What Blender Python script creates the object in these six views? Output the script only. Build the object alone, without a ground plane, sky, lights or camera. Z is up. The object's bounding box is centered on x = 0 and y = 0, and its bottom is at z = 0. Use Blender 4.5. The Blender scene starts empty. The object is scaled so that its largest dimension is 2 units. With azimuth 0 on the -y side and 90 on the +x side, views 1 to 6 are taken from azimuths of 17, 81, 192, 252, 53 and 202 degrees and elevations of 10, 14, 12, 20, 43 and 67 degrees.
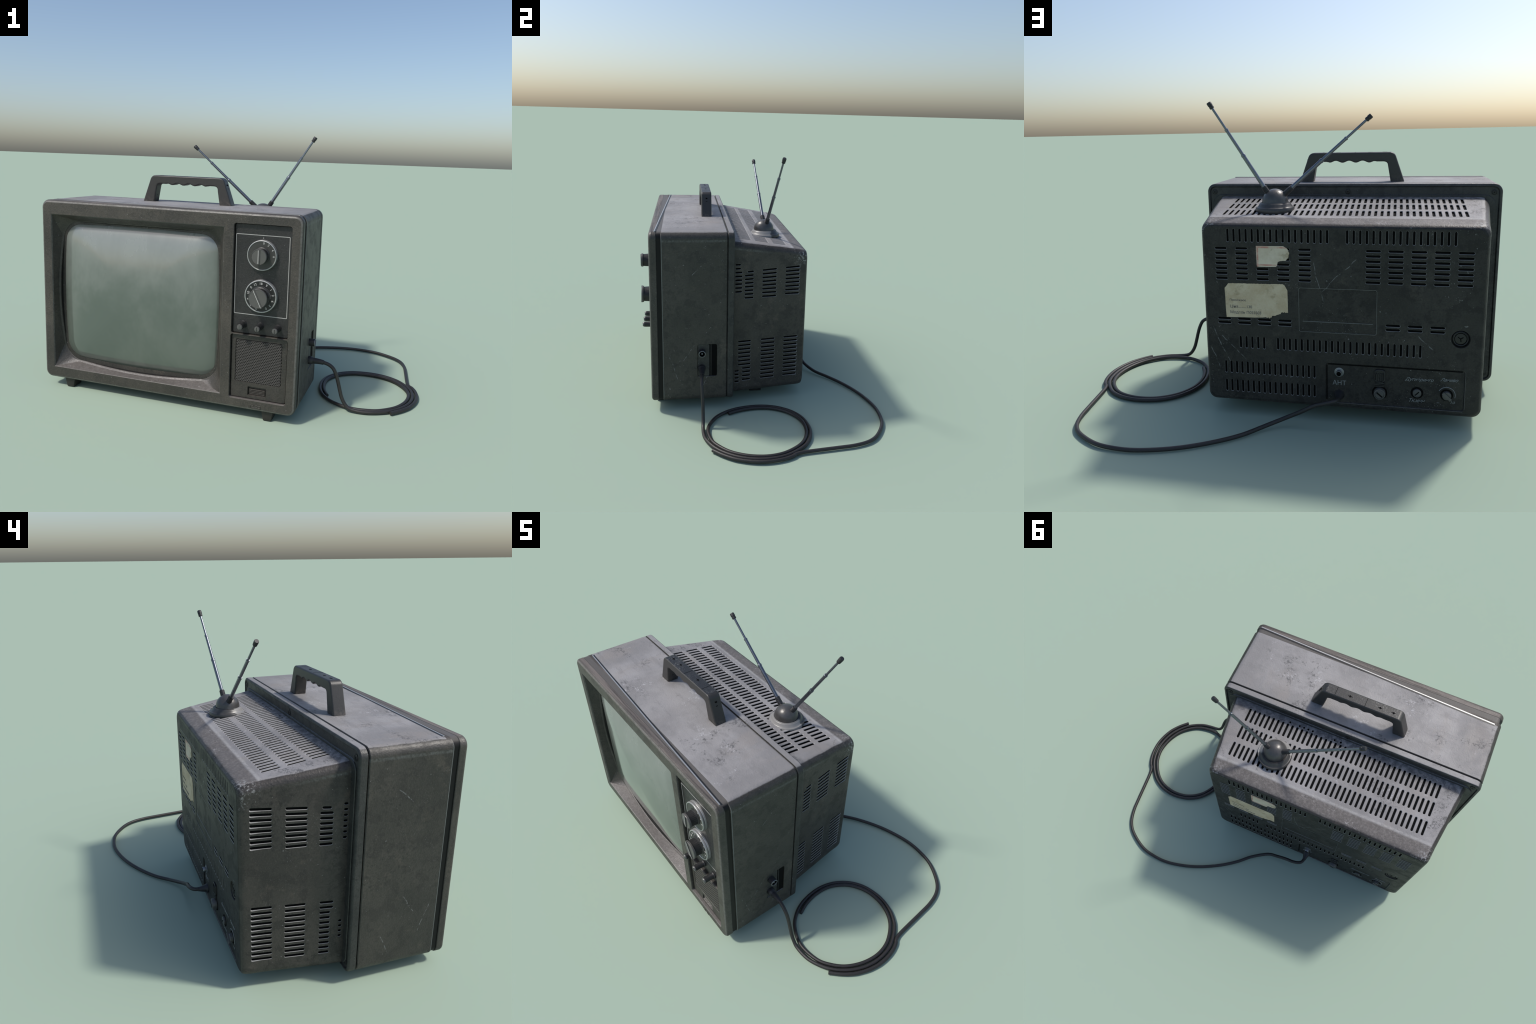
"""A worn portable television set of the 1970s: moulded casing with a deep screen
frame, control panel with two dials, slotted rear cover, carrying handle, rabbit-ear
aerial and two cables lying on the ground."""
import bpy, bmesh, math, random
from mathutils import Vector, Matrix, noise as mnoise

random.seed(7)
YF_EDGE = -.6235                # plane of the front frame
CX = -0.284                     # the set's own middle in x
pi = math.pi

# ------------------------------------------------------------------ node helpers
class Tree:
    def __init__(self, name):
        self.mat = bpy.data.materials.new(name)
        self.mat.use_nodes = True
        self.nt = self.mat.node_tree
        self.bsdf = self.nt.nodes["Principled BSDF"]
        self.co = self.nt.nodes.new("ShaderNodeTexCoord").outputs["Object"]

    def new(self, kind):
        return self.nt.nodes.new(kind)

    def put(self, sock, v):
        if isinstance(v, bpy.types.NodeSocket):
            self.nt.links.new(v, sock)
        elif v is not None:
            if sock.type == 'RGBA' and not isinstance(v, (int, float)) and len(v) == 3:
                v = (*v, 1)
            sock.default_value = v

    def math(self, op, a, b=None, clamp=False):
        n = self.new("ShaderNodeMath"); n.operation = op; n.use_clamp = clamp
        self.put(n.inputs[0], a)
        if b is not None: self.put(n.inputs[1], b)
        return n.outputs[0]

    def noise(self, scale, detail=4, rough=.55, stretch=None, off=0, dist=0):
        co = self.co
        if stretch or off:
            m = self.new("ShaderNodeMapping"); self.put(m.inputs[0], co)
            m.inputs["Scale"].default_value = stretch or (1, 1, 1)
            m.inputs["Location"].default_value = (off, off * .7, off * 1.3)
            co = m.outputs[0]
        n = self.new("ShaderNodeTexNoise"); self.put(n.inputs["Vector"], co)
        n.inputs["Scale"].default_value = scale; n.inputs["Detail"].default_value = detail
        n.inputs["Roughness"].default_value = rough; n.inputs["Distortion"].default_value = dist
        return n.outputs["Fac"]

    def step(self, v, lo, hi):
        n = self.new("ShaderNodeMapRange"); n.interpolation_type = 'SMOOTHSTEP'
        self.put(n.inputs["Value"], v)
        n.inputs["From Min"].default_value = min(lo, hi); n.inputs["From Max"].default_value = max(lo, hi)
        n.inputs["To Min"].default_value = 0 if lo < hi else 1
        n.inputs["To Max"].default_value = 1 if lo < hi else 0
        return n.outputs[0]

    def mix(self, f, a, b):
        n = self.new("ShaderNodeMix"); n.data_type = 'RGBA'
        self.put(n.inputs[0], f); self.put(n.inputs[6], a); self.put(n.inputs[7], b)
        return n.outputs[2]

    def sep(self, v):
        n = self.new("ShaderNodeSeparateXYZ"); self.put(n.inputs[0], v)
        return n.outputs

    def xyz(self): return self.sep(self.co)

    def normal_z(self):
        g = self.new("ShaderNodeNewGeometry")
        return self.sep(g.outputs["Normal"])

    def bump(self, h, strength=.2, dist=.004, prev=None):
        n = self.new("ShaderNodeBump"); n.inputs["Strength"].default_value = strength
        n.inputs["Distance"].default_value = dist; self.put(n.inputs["Height"], h)
        if prev is not None: self.put(n.inputs["Normal"], prev)
        return n.outputs[0]

    def scratch(self, ax, p, q, width, seed):
        """mask of one thin scratch between points p and q in the plane of axes ax"""
        c = self.xyz(); u, v = c[ax[0]], c[ax[1]]
        dx, dy = q[0] - p[0], q[1] - p[1]; L = math.hypot(dx, dy); dx /= L; dy /= L
        du = self.math('SUBTRACT', u, p[0]); dv = self.math('SUBTRACT', v, p[1])
        t = self.math('ADD', self.math('MULTIPLY', du, dx), self.math('MULTIPLY', dv, dy))
        s = self.math('ADD', self.math('MULTIPLY', du, -dy), self.math('MULTIPLY', dv, dx))
        wob = self.math('MULTIPLY', self.math('SUBTRACT', self.noise(9, 2, off=seed), .5), .03)
        s = self.math('ABSOLUTE', self.math('ADD', s, wob))
        m = self.step(s, width, width * .35)
        m = self.math('MULTIPLY', m, self.math('MULTIPLY', self.step(t, 0, L * .06), self.step(t, L, L * .8)))
        return self.math('MULTIPLY', m, self.step(self.noise(55, 2, off=seed + 3), .4, .56))

    def out(self, color, rough=.55, metallic=0., normal=None, spec=.5, **kw):
        b = self.bsdf.inputs
        self.put(b["Base Color"], color); self.put(b["Roughness"], rough)
        self.put(b["Metallic"], metallic); self.put(b["Specular IOR Level"], spec)
        if normal is not None: self.put(b["Normal"], normal)
        for k, v in kw.items(): self.put(b[k.replace("_", " ")], v)
        return self.mat


def plain(name, color, rough=.5, metallic=0., grain=.25, scale=60, spec=.5, bump=.1):
    t = Tree(name)
    n = t.noise(scale, 5, .6); g = t.noise(6, 3, off=2)
    c2 = tuple(c * (1 - grain) for c in color); c3 = tuple(min(1, c * (1 + grain)) for c in color)
    col = t.mix(t.math('ADD', t.math('MULTIPLY', n, .6), t.math('MULTIPLY', g, .4)), c2, c3)
    return t.out(col, t.math('ADD', rough - .08, t.math('MULTIPLY', n, .16)), metallic,
                 t.bump(n, bump, .002) if bump else None, spec)


def skew_line(t):
    """on the top of the set the dust starts behind a skewed line of misprojected texture"""
    x, y, z = t.xyz()
    line = t.math('ADD', t.math('MULTIPLY', t.math('ADD', x, .955), -.0395), -.535)
    return t.math('SUBTRACT', y, line)


SCR_SIDE = [((-.40, .80), (-.33, .86)), ((-.52, .33), (-.47, .17)), ((-.45, .30), (-.38, .40)), ((-.30, .22), (-.34, .12))]
SCR_BACK = [((-.36, .76), (-.20, .60)), ((-.17, .74), (-.22, .55)), ((.29, .43), (.20, .22)),
            ((.26, .40), (.13, .27)), ((-.80, .74), (-.835, .66)), ((.30, .33), (.26, .22)), ((-.62, .43), (-.70, .36))]


def worn_plastic(name, base, dusty=True, top_line=False, rear_band=False, scr=None, axes=(1, 2), specks=.6,
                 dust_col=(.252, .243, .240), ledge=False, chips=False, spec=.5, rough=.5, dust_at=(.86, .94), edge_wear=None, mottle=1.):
    t = Tree(name)
    x, y, z = t.xyz()
    nrm = t.normal_z()
    big = t.noise(3.2, 5, .6); mid = t.noise(14, 6, .66, off=4); fine = t.noise(190, 3, .65); mm = t.noise(60, 5, .7, off=6)
    sc = lambda k, warm=1.: (base[0] * k * warm, base[1] * k, base[2] * k / warm)
    col = t.mix(t.step(big, .30, .70), sc(.70), sc(1.28, 1.03))
    # stains with rather sharp edges, grey-brown film, wiped streaks running down
    col = t.mix(t.math('MULTIPLY', t.step(mid, .52, .58), .45 * mottle), col, sc(.42))
    col = t.mix(t.math('MULTIPLY', t.step(t.noise(7, 6, .72, off=11), .55, .68), .55 * mottle), col, sc(2.0, 1.09))
    col = t.mix(t.math('MULTIPLY', t.math('MULTIPLY', t.step(mm, .50, .64), t.step(t.noise(2.6, 3, off=13), .42, .62)), .75 * mottle), col, sc(.34))
    col = t.mix(t.math('MULTIPLY', t.step(t.noise(8, 5, .6, (1, 1, .16), off=15), .56, .68), .18 * mottle), col, sc(1.6, 1.04))
    col = t.mix(t.math('MULTIPLY', t.step(fine, .54, .66), .40), col, sc(1.9))
    # chips and flecks, gathered in patches
    vor = t.new("ShaderNodeTexVoronoi"); t.put(vor.inputs["Vector"], t.co); vor.inputs["Scale"].default_value = 125
    patch = t.step(t.noise(4.5, 3, .6, off=21), .50, .62)
    fleck = t.math('MULTIPLY', t.step(vor.outputs["Distance"], .24, .10), patch)
    fleck = t.math('MULTIPLY', fleck, t.step(t.noise(34, 2, off=5), .50, .60))
    lone = t.math('MULTIPLY', t.step(t.noise(75, 1, .5, off=25), .755, .79), .8)
    col = t.mix(t.math('MULTIPLY', t.math('MAXIMUM', fleck, lone), specks), col, (.22, .22, .215))
    for i, (p, q) in enumerate(scr or []):
        col = t.mix(t.math('MULTIPLY', t.scratch(axes, p, q, .0024, 3 + i * 2.3), .65), col, (.20, .205, .205))
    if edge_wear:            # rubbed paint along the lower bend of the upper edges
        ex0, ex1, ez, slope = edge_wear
        wob = t.math('MULTIPLY', t.math('SUBTRACT', t.noise(40, 4, .7, off=91), .5), .010)
        zz = t.math('ADD', t.math('ADD', z, t.math('MULTIPLY', y, slope)), wob)
        m = t.math('MULTIPLY', t.step(zz, ez - .010, ez - .002), t.step(zz, ez + .009, ez + .001))
        far = t.math('MAXIMUM', t.step(x, ex0 + .03, ex0 + .008), t.step(x, ex1 - .03, ex1 - .008))
        m = t.math('MULTIPLY', t.math('MULTIPLY', m, far), t.math('MULTIPLY', t.step(mm, .30, .60), .6))
        col = t.mix(m, col, (.115, .12, .115))
    grain = t.new("ShaderNodeTexVoronoi"); t.put(grain.inputs["Vector"], t.co); grain.inputs["Scale"].default_value = 150
    grain.feature = 'SMOOTH_F1'
    col = t.mix(t.math('MULTIPLY', t.step(grain.outputs["Distance"], .42, .62), .35), col, sc(.50))
    bumpv = t.bump(grain.outputs["Distance"], .30, .0022); bumpv = t.bump(mm, .25, .003, bumpv)
    r = t.math('ADD', rough - .13, t.math('MULTIPLY', big, .2))
    r = t.math('ADD', r, t.math('MULTIPLY', t.step(mid, .45, .6), .10))
    if dusty:
        edge = t.math('ADD', nrm[2], t.math('MULTIPLY', t.math('SUBTRACT', t.noise(13, 5, .6, off=31), .5), .16))
        d = t.step(edge, *dust_at)
        if ledge: d = t.math('MULTIPLY', d, t.step(z, .98, 1.01))
        blot = t.noise(10, 5, .7, off=17); grit = t.noise(85, 5, .8, off=19)
        dcol = t.mix(t.step(t.noise(4, 5, .6, off=8), .35, .68), tuple(c * .80 for c in dust_col), tuple(c * 1.16 for c in dust_col))
        dcol = t.mix(t.math('MULTIPLY', t.step(t.noise(6, 4, .6, (1, .35, 1), off=41), .52, .68), .5), dcol, (.245, .222, .203))
        dcol = t.mix(t.math('MULTIPLY', t.step(t.noise(22, 4, .65, (.35, 1, 1), off=47), .54, .64), .3), dcol, tuple(c * .62 for c in dust_col))
        worn = t.math('MULTIPLY', t.step(blot, .52, .60), t.step(grit, .49, .57))
        worn = t.math('MULTIPLY', worn, t.step(t.noise(3.4, 3, .6, off=61), .43, .53))
        dcol = t.mix(t.math('MULTIPLY', worn, .78), dcol, (.062, .061, .062))
        light = t.math('MULTIPLY', t.step(t.noise(70, 4, .75, off=27), .53, .62), t.step(t.noise(5, 3, .6, off=51), .585, .655))
        dcol = t.mix(t.math('MULTIPLY', light, .75), dcol, (.44, .43, .44))
        if top_line:
            beyond = t.step(skew_line(t), -.002, .002)
            streak = t.noise(26, 4, .6, (.06, 1.6, 1), off=3)
            bcol = t.mix(t.step(streak, .40, .62), (.052, .044, .038), (.150, .128, .112))
            dcol = t.mix(beyond, bcol, dcol)
        if rear_band:
            band = t.step(t.math('ADD', y, t.math('MULTIPLY', t.math('SUBTRACT', t.noise(12, 4, off=71), .5), .012)), .176, .190)
            bandcol = t.mix(t.step(t.noise(70, 4, .7, off=73), .40, .72), (.112, .101, .094), (.185, .168, .156))
            bandcol = t.mix(t.math('MULTIPLY', t.math('MULTIPLY', t.step(t.noise(55, 4, .8, off=75), .54, .62), t.step(t.noise(5, 2, off=79), .58, .66)), .75), bandcol, (.36, .34, .33))
            dcol = t.mix(band, dcol, bandcol)
            yw = t.math('ADD', y, t.math('MULTIPLY', t.math('SUBTRACT', t.noise(18, 4, off=72), .5), .007))
            ridge = t.math('MULTIPLY', t.step(yw, .163, .173), t.step(yw, .185, .176))
            dcol = t.mix(t.math('MULTIPLY', ridge, t.math('MULTIPLY', t.step(mm, .25, .6), .6)), dcol, (.37, .36, .345))
            joint_dark = t.step(y, -.075, -.125)   # darker and blotchy towards the joint with the rim
            dcol = t.mix(t.math('MULTIPLY', joint_dark, t.math('MULTIPLY', t.step(t.noise(30, 5, .7, off=77), .38, .60), .7)), dcol, (.05, .05, .055))
        col = t.mix(d, col, dcol)
        if ledge:                # paler upward faces on the sill of the screen surround
            sill = t.math('MULTIPLY', t.step(edge, .42, .60), t.step(z, .26, .22))
            scol = t.mix(t.step(mm, .35, .65), (.092, .083, .077), (.128, .117, .110))
            scol = t.mix(t.math('MULTIPLY', lone, .8), scol, (.3, .29, .28))
            col = t.mix(sill, col, scol)
            lip = t.math('MULTIPLY', t.step(y, YF_EDGE + .0004, YF_EDGE + .0012), t.step(y, YF_EDGE + .0075, YF_EDGE + .0045))  # pale front edge: rubbed wear plus a painted sky highlight
            col = t.mix(t.math('MULTIPLY', lip, t.math('ADD', .35, t.math('MULTIPLY', t.step(mm, .35, .6), .4))), col, (.150, .145, .132))
        if chips:                # knocked corners of the cover
            cz = t.math('MULTIPLY', t.step(y, .16, .24), t.step(t.math('ABSOLUTE', t.math('SUBTRACT', x, CX)), .50, .59))
            cz = t.math('MULTIPLY', cz, t.step(z, .80, .87))
            ck = t.math('MULTIPLY', cz, t.math('MULTIPLY', t.step(t.noise(85, 4, .8, off=87), .52, .58), t.step(t.noise(11, 3, off=88), .40, .50)))
            col = t.mix(t.math('MULTIPLY', ck, .85), col, (.33, .33, .325))
        r = t.math('ADD', r, t.math('MULTIPLY', d, .10))
    return t.out(col, r, 0, bumpv, spec)


M = {}
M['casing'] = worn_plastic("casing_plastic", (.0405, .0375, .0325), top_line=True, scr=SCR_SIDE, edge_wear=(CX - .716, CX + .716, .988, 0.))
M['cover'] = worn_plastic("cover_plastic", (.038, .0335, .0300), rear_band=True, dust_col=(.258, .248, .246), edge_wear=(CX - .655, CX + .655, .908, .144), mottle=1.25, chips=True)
M['back'] = worn_plastic("cover_back_plastic", (.0255, .0245, .0225), dusty=False, spec=.35, rough=.54, mottle=1.3, specks=.75, scr=SCR_BACK, axes=(0, 2))
M['rim'] = worn_plastic("rim_plastic", (.030, .031, .030), dust_col=(.250, .242, .240), dust_at=(.80, .92))
M['bezel'] = worn_plastic("bezel_plastic", (.046, .042, .036), top_line=True, specks=.5, rough=.46, dust_at=(.90, .97), mottle=.5, ledge=True)
M['panel'] = worn_plastic("panel_plastic", (.019, .019, .019), dusty=False, specks=.3, rough=.48, mottle=.4)
M['speaker'] = worn_plastic("speaker_plastic", (.034, .031, .027), dusty=False, specks=.4, rough=.46, mottle=.4)
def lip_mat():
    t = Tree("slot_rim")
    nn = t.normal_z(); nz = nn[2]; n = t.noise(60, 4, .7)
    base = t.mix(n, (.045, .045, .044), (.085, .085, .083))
    up = t.mix(n, (.13, .13, .13), (.24, .237, .23))  # painted rim highlight
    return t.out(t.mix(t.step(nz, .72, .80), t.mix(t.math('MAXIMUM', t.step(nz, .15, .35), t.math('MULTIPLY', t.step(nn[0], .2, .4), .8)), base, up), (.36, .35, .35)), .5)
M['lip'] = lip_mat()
M['edge'] = plain("rubbed_edge", (.16, .165, .16), .4, .2, grain=.6, scale=40)
M['number'] = plain('number_ink', (.50, .50, .48), .6, grain=.2, scale=300, bump=0)
M['grille'] = plain('grille_plastic', (.060, .056, .050), .42, grain=.2, scale=60)
M['groove'] = plain("groove_black", (.010, .010, .010), .45)
M['hole'] = plain("slot_darkness", (.004, .004, .004), .8, bump=0, spec=.1)  # near-black colour standing in for shade inside shallow recesses
M['handle'] = plain("handle_plastic", (.048, .047, .046), .42, grain=.2, scale=120)
M['knob'] = plain("knob_plastic", (.082, .081, .076), .36, grain=.25, scale=150)
M['knob_ring'] = plain('knob_ring_metal', (.12, .12, .115), .4, .4)
M['knob_dark'] = plain("knob_dark_plastic", (.018, .018, .018), .45)
M['dial'] = plain("dial_plate", (.040, .040, .037), .4, grain=.3, scale=140)
M['dial_dark'] = plain("dial_dark_plate", (.014, .014, .014), .4, grain=.3, scale=140)
M['chrome'] = plain("bright_trim", (.42, .42, .41), .35, .6, grain=.3, scale=90)
M['ink'] = plain("white_ink", (.32, .32, .305), .6, grain=.3, scale=300, bump=0)
M['ink_grey'] = plain("grey_ink", (.22, .23, .23), .6, grain=.3, scale=300, bump=0)
M['print'] = plain("faded_print", (.10, .10, .11), .8, grain=.4, scale=400, bump=0)
M['metal'] = plain("aerial_metal", (.17, .185, .21), .28, .9, grain=.25, scale=40)
M['dome'] = plain("dome_lacquer", (.082, .080, .078), .34, .35, grain=.5, scale=55, bump=.5)
M['collar'] = plain("collar_plastic", (.045, .044, .043), .36, .1, grain=.25, scale=60)
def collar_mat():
    t = Tree("collar_two_tone")
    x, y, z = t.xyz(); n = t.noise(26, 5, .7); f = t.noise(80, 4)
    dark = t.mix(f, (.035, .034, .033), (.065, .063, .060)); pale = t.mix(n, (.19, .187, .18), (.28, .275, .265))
    m = t.math('ADD', t.math('SUBTRACT', y, t.math('MULTIPLY', t.math('SUBTRACT', x, .033), .35)), t.math('MULTIPLY', t.math('SUBTRACT', n, .5), .05))  # pale towards the front, dark towards the back
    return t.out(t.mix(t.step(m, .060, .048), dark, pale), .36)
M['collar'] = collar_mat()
M['rubber'] = plain("black_rubber", (.018, .018, .020), .5, grain=.3)
M['cable'] = plain("cable_rubber", (.022, .020, .019), .5, grain=.45, scale=220, bump=.2)
M['foot'] = plain("foot_rubber", (.022, .020, .017), .6, grain=.35, scale=120)
M['connector'] = plain("connector_metal", (.20, .21, .22), .35, .7, grain=.4, scale=120)


def handle_top():
    t = Tree("handle_speckle")
    nz = t.normal_z()[2]
    sp = t.noise(210, 3, .8); ar = t.noise(9, 3, .6, off=3)
    col = t.mix(t.math('MULTIPLY', t.step(sp, .54, .66), t.math('ADD', .35, t.step(ar, .4, .6))), (.016, .016, .016), (.17, .17, .16))
    edge = t.step(t.math('ADD', nz, t.math('MULTIPLY', t.math('SUBTRACT', ar, .5), .1)), .9, .97)
    n = t.noise(120, 4); base = t.mix(n, (.022, .021, .020), (.040, .038, .036))
    low = t.math('MULTIPLY', t.step(t.xyz()[2], 1.075, 1.03), t.step(t.noise(60, 4, .7, off=9), .4, .6))
    base = t.mix(t.math('MULTIPLY', low, .6), base, (.10, .085, .072))
    return t.out(t.mix(edge, base, col), .42, 0, t.bump(sp, .25, .002))
M['handle'] = handle_top()


def screen_glass():
    t = Tree("screen_glass")
    x, y, z = t.xyz()
    wipe = t.noise(3.2, 5, .62, (1, 1, .8), off=9, dist=.35); streak = t.noise(7, 5, .6, (1.3, 1, .4), off=2, dist=.5)
    spots = t.noise(40, 5, .7, off=5)
    col = t.mix(t.step(wipe, .36, .66), (.080, .100, .083), (.104, .122, .103))
    # paler towards the top, with an uneven edge
    top_tone = t.math('ADD', z, t.math('MULTIPLY', t.math('SUBTRACT', wipe, .5), .55))
    top_tone = t.math('MULTIPLY', t.step(top_tone, .36, .92), t.math('ADD', .74, t.math('MULTIPLY', t.step(streak, .36, .72), .26)))
    col = t.mix(top_tone, col, (.195, .212, .196))
    col = t.mix(t.math('MULTIPLY', t.step(spots, .62, .70), .12), col, (.075, .090, .072))
    r = t.math('ADD', .13, t.math('MULTIPLY', top_tone, .16))
    return t.out(col, r, 0, None, .9, Coat_Weight=.6, Coat_Roughness=.06)
M['screen'] = screen_glass()


def old_paper(name, red=None):
    t = Tree(name)
    x, y, z = t.xyz()
    n = t.noise(11, 6, .65); f = t.noise(90, 4, .6); w = t.noise(24, 5, .7, off=4)
    col = t.mix(t.step(n, .35, .68), (.62, .52, .37), (.49, .385, .25)) if not red else t.mix(t.step(n, .35, .7), (.68, .60, .48), (.52, .43, .31))
    col = t.mix(t.math('MULTIPLY', t.step(w, .56, .70), .5), col, (.25, .19, .11))
    col = t.mix(t.math('MULTIPLY', t.step(f, .5, .7), .25), col, (.64, .60, .46))
    if red:
        x1, z1, z0 = red            # printed red frame: near the left edge, the top and the bottom
        b = t.math('MAXIMUM', t.math('MULTIPLY', t.step(x, x1 - .0105, x1 - .009), t.step(x, x1 - .001, x1 - .003)),
                   t.math('MULTIPLY', t.step(z, z1 - .011, z1 - .009), t.step(z, z1 - .001, z1 - .003)))
        b = t.math('MAXIMUM', b, t.math('MULTIPLY', t.step(z, z0 + .012, z0 + .010), t.step(z, z0 + .003, z0 + .005)))
        b = t.math('MULTIPLY', b, t.step(w, .66, .40))
        col = t.mix(t.math('MULTIPLY', b, .75), col, (.46, .16, .13))
    return t.out(col, .8, 0, t.bump(f, .2, .001), .2)

# ------------------------------------------------------------------ mesh helpers
ROOT = bpy.data.objects.new("portable_television", None)
bpy.context.scene.collection.objects.link(ROOT)
ROOT["label"] = "worn dark grey portable television with handle, aerial and cables"
ROOT["category"] = "television set"


def finish(bm, name, mats, parent=None, smooth=None, bevel=None, weld=True, weighted=False):
    if weld: bmesh.ops.remove_doubles(bm, verts=bm.verts, dist=2e-6)
    bmesh.ops.recalc_face_normals(bm, faces=bm.faces)
    me = bpy.data.meshes.new(name); bm.to_mesh(me); bm.free()
    for m in (mats if isinstance(mats, (list, tuple)) else [mats]):
        me.materials.append(M[m] if isinstance(m, str) else m)
    ob = bpy.data.objects.new(name, me); bpy.context.scene.collection.objects.link(ob)
    ob.parent = parent or ROOT
    if bevel:
        b = ob.modifiers.new("b", 'BEVEL'); b.width = bevel[0]; b.segments = bevel[1]; b.limit_method = 'ANGLE'
        b.angle_limit = math.radians(bevel[2] if len(bevel) > 2 else 35)
        apply_mods(ob)
    if smooth:
        ob.data.shade_smooth(); ob.data.set_sharp_from_angle(angle=math.radians(smooth))
    if weighted:
        weigh(ob)
    return ob


def weigh(ob):
    w = ob.modifiers.new("w", 'WEIGHTED_NORMAL'); w.keep_sharp = True; w.weight = 60
    apply_mods(ob)


def apply_mods(ob):
    dg = bpy.context.evaluated_depsgraph_get(); dg.update()
    me = bpy.data.meshes.new_from_object(ob.evaluated_get(dg), preserve_all_data_layers=True, depsgraph=dg)
    old = ob.data; nm = old.name; ob.modifiers.clear(); ob.data = me
    bpy.data.meshes.remove(old); me.name = nm


def subtract(ob, bm, mat):
    """cut the pieces in bm out of ob; mat lists the cutter's materials"""
    bmesh.ops.recalc_face_normals(bm, faces=bm.faces)
    me = bpy.data.meshes.new("cut"); bm.to_mesh(me); bm.free()
    for m in mat: me.materials.append(M[m])
    c = bpy.data.objects.new("cut", me); bpy.context.scene.collection.objects.link(c)
    mod = ob.modifiers.new("cut", 'BOOLEAN'); mod.operation = 'DIFFERENCE'; mod.object = c; mod.solver = 'EXACT'
    mod.material_mode = 'TRANSFER'
    apply_mods(ob)
    bpy.data.objects.remove(c); bpy.data.meshes.remove(me)
    if not ob.data.polygons: print('EMPTY RESULT', ob.name)


def rrect(x0, x1, z0, z1, r, n=7):
    """rounded rectangle, counter-clockwise, as (x, z)"""
    r = max(1e-4, min(r, (x1 - x0) / 2 - 1e-4, (z1 - z0) / 2 - 1e-4))
    pts = []
    for cx, cz, a in ((x1 - r, z1 - r, 0), (x0 + r, z1 - r, 90), (x0 + r, z0 + r, 180), (x1 - r, z0 + r, 270)):
        for i in range(n + 1):
            t = math.radians(a + 90 * i / n); pts.append((cx + r * math.cos(t), cz + r * math.sin(t)))
    return pts


def loft(bm, rings, caps=(True, True), mat=0, close=True):
    """rings: lists of 3D points of equal length"""
    vs = [[bm.verts.new(p) for p in ring] for ring in rings]
    n = len(vs[0]); fs = []
    for a, b in zip(vs[:-1], vs[1:]):
        for i in range(n if close else n - 1):
            j = (i + 1) % n
            fs.append(bm.faces.new((a[i], a[j], b[j], b[i])))
    if caps[0]: fs.append(bm.faces.new(vs[0]))
    if caps[1]: fs.append(bm.faces.new(vs[-1][::-1]))
    for f in fs: f.material_index = mat
    return vs, fs


def in_y(pts, y): return [(x, y, z) for x, z in pts]


def box_rings(x0, x1, z0, z1, r, prof, n=7):
    """rounded box along y; prof is a list of (y, inset)"""
    return [in_y(rrect(x0 + i, x1 - i, z0 + i, z1 - i, r - i if r - i > .002 else .002, n), y) for y, i in prof]


def frame(nrm, up):
    n = Vector(nrm).normalized(); u = Vector(up); u = (u - n * u.dot(n)).normalized(); v = n.cross(u)
    return Matrix((u, v, n)).transposed()


def lathe(bm, prof, origin, axis, segs=32, mat=0, cap=True, up=(0, 0, 1)):
    """prof: (radius, height along axis)"""
    if abs(Vector(axis).normalized().dot(Vector(up).normalized())) > .95: up = (1, 0, 0)
    F = frame(axis, up); o = Vector(origin); rings = []
    for r, h in prof:
        rings.append([o + F @ Vector((r * math.cos(2 * pi * i / segs), r * math.sin(2 * pi * i / segs), h)) for i in range(segs)])
    return loft(bm, rings, (cap, cap), mat)


def box(bm, c, size, R=None, mat=0):
    R = R or Matrix.Identity(3); c = Vector(c); s = Vector(size) / 2
    v = [bm.verts.new(c + R @ Vector((x * s.x, y * s.y, z * s.z))) for x in (-1, 1) for y in (-1, 1) for z in (-1, 1)]
    for q in ((0, 1, 3, 2), (4, 6, 7, 5), (0, 4, 5, 1), (2, 3, 7, 6), (0, 2, 6, 4), (1, 5, 7, 3)):
        bm.faces.new([v[i] for i in q]).material_index = mat


def stadium(L, W, n=5):
    """slot outline, length L along u"""
    r = W / 2; h = L / 2 - r; pts = []
    for s, a0 in ((1, -90), (-1, 90)):
        for i in range(n + 1):
            t = math.radians(a0 + 180 * i / n); pts.append((s * h + r * math.cos(t), r * math.sin(t)))
    return pts


def slot_cut(bm, c, u, nrm, L, W, depth=.0075, flare=.0022):
    """slot with a flared rim: chamfer with painted highlight above, near-black painted walls below"""
    F = frame(nrm, u); c = Vector(c)
    def ring(grow, h): return [c + F @ Vector((a, b, h)) for a, b in stadium(L + 2 * grow, W + 2 * grow)]
    r = [ring(flare * 2.2, flare * 1.2), ring(0, -flare), ring(0, -depth)]
    vs, fs = loft(bm, r, (True, True), 0)
    n = len(r[0])
    for f in fs[n:2 * n]: f.material_index = 1
    fs[-1].material_index = 1


def text(body, size, name, mat, parent, place, depth=.0008, shear=0., align='CENTER'):
    cu = bpy.data.curves.new(name, 'FONT'); cu.body = body; cu.size = size; cu.extrude = depth; cu.shear = shear
    cu.align_x = align; cu.align_y = 'CENTER'
    ob = bpy.data.objects.new("t", cu); bpy.context.scene.collection.objects.link(ob)
    dg = bpy.context.evaluated_depsgraph_get(); dg.update()
    me = bpy.data.meshes.new_from_object(ob.evaluated_get(dg), depsgraph=dg)
    bpy.data.objects.remove(ob); bpy.data.curves.remove(cu)
    me.transform(place); me.name = name; me.materials.clear(); me.materials.append(M[mat])
    o = bpy.data.objects.new(name, me); bpy.context.scene.collection.objects.link(o); o.parent = parent
    return o


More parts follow.
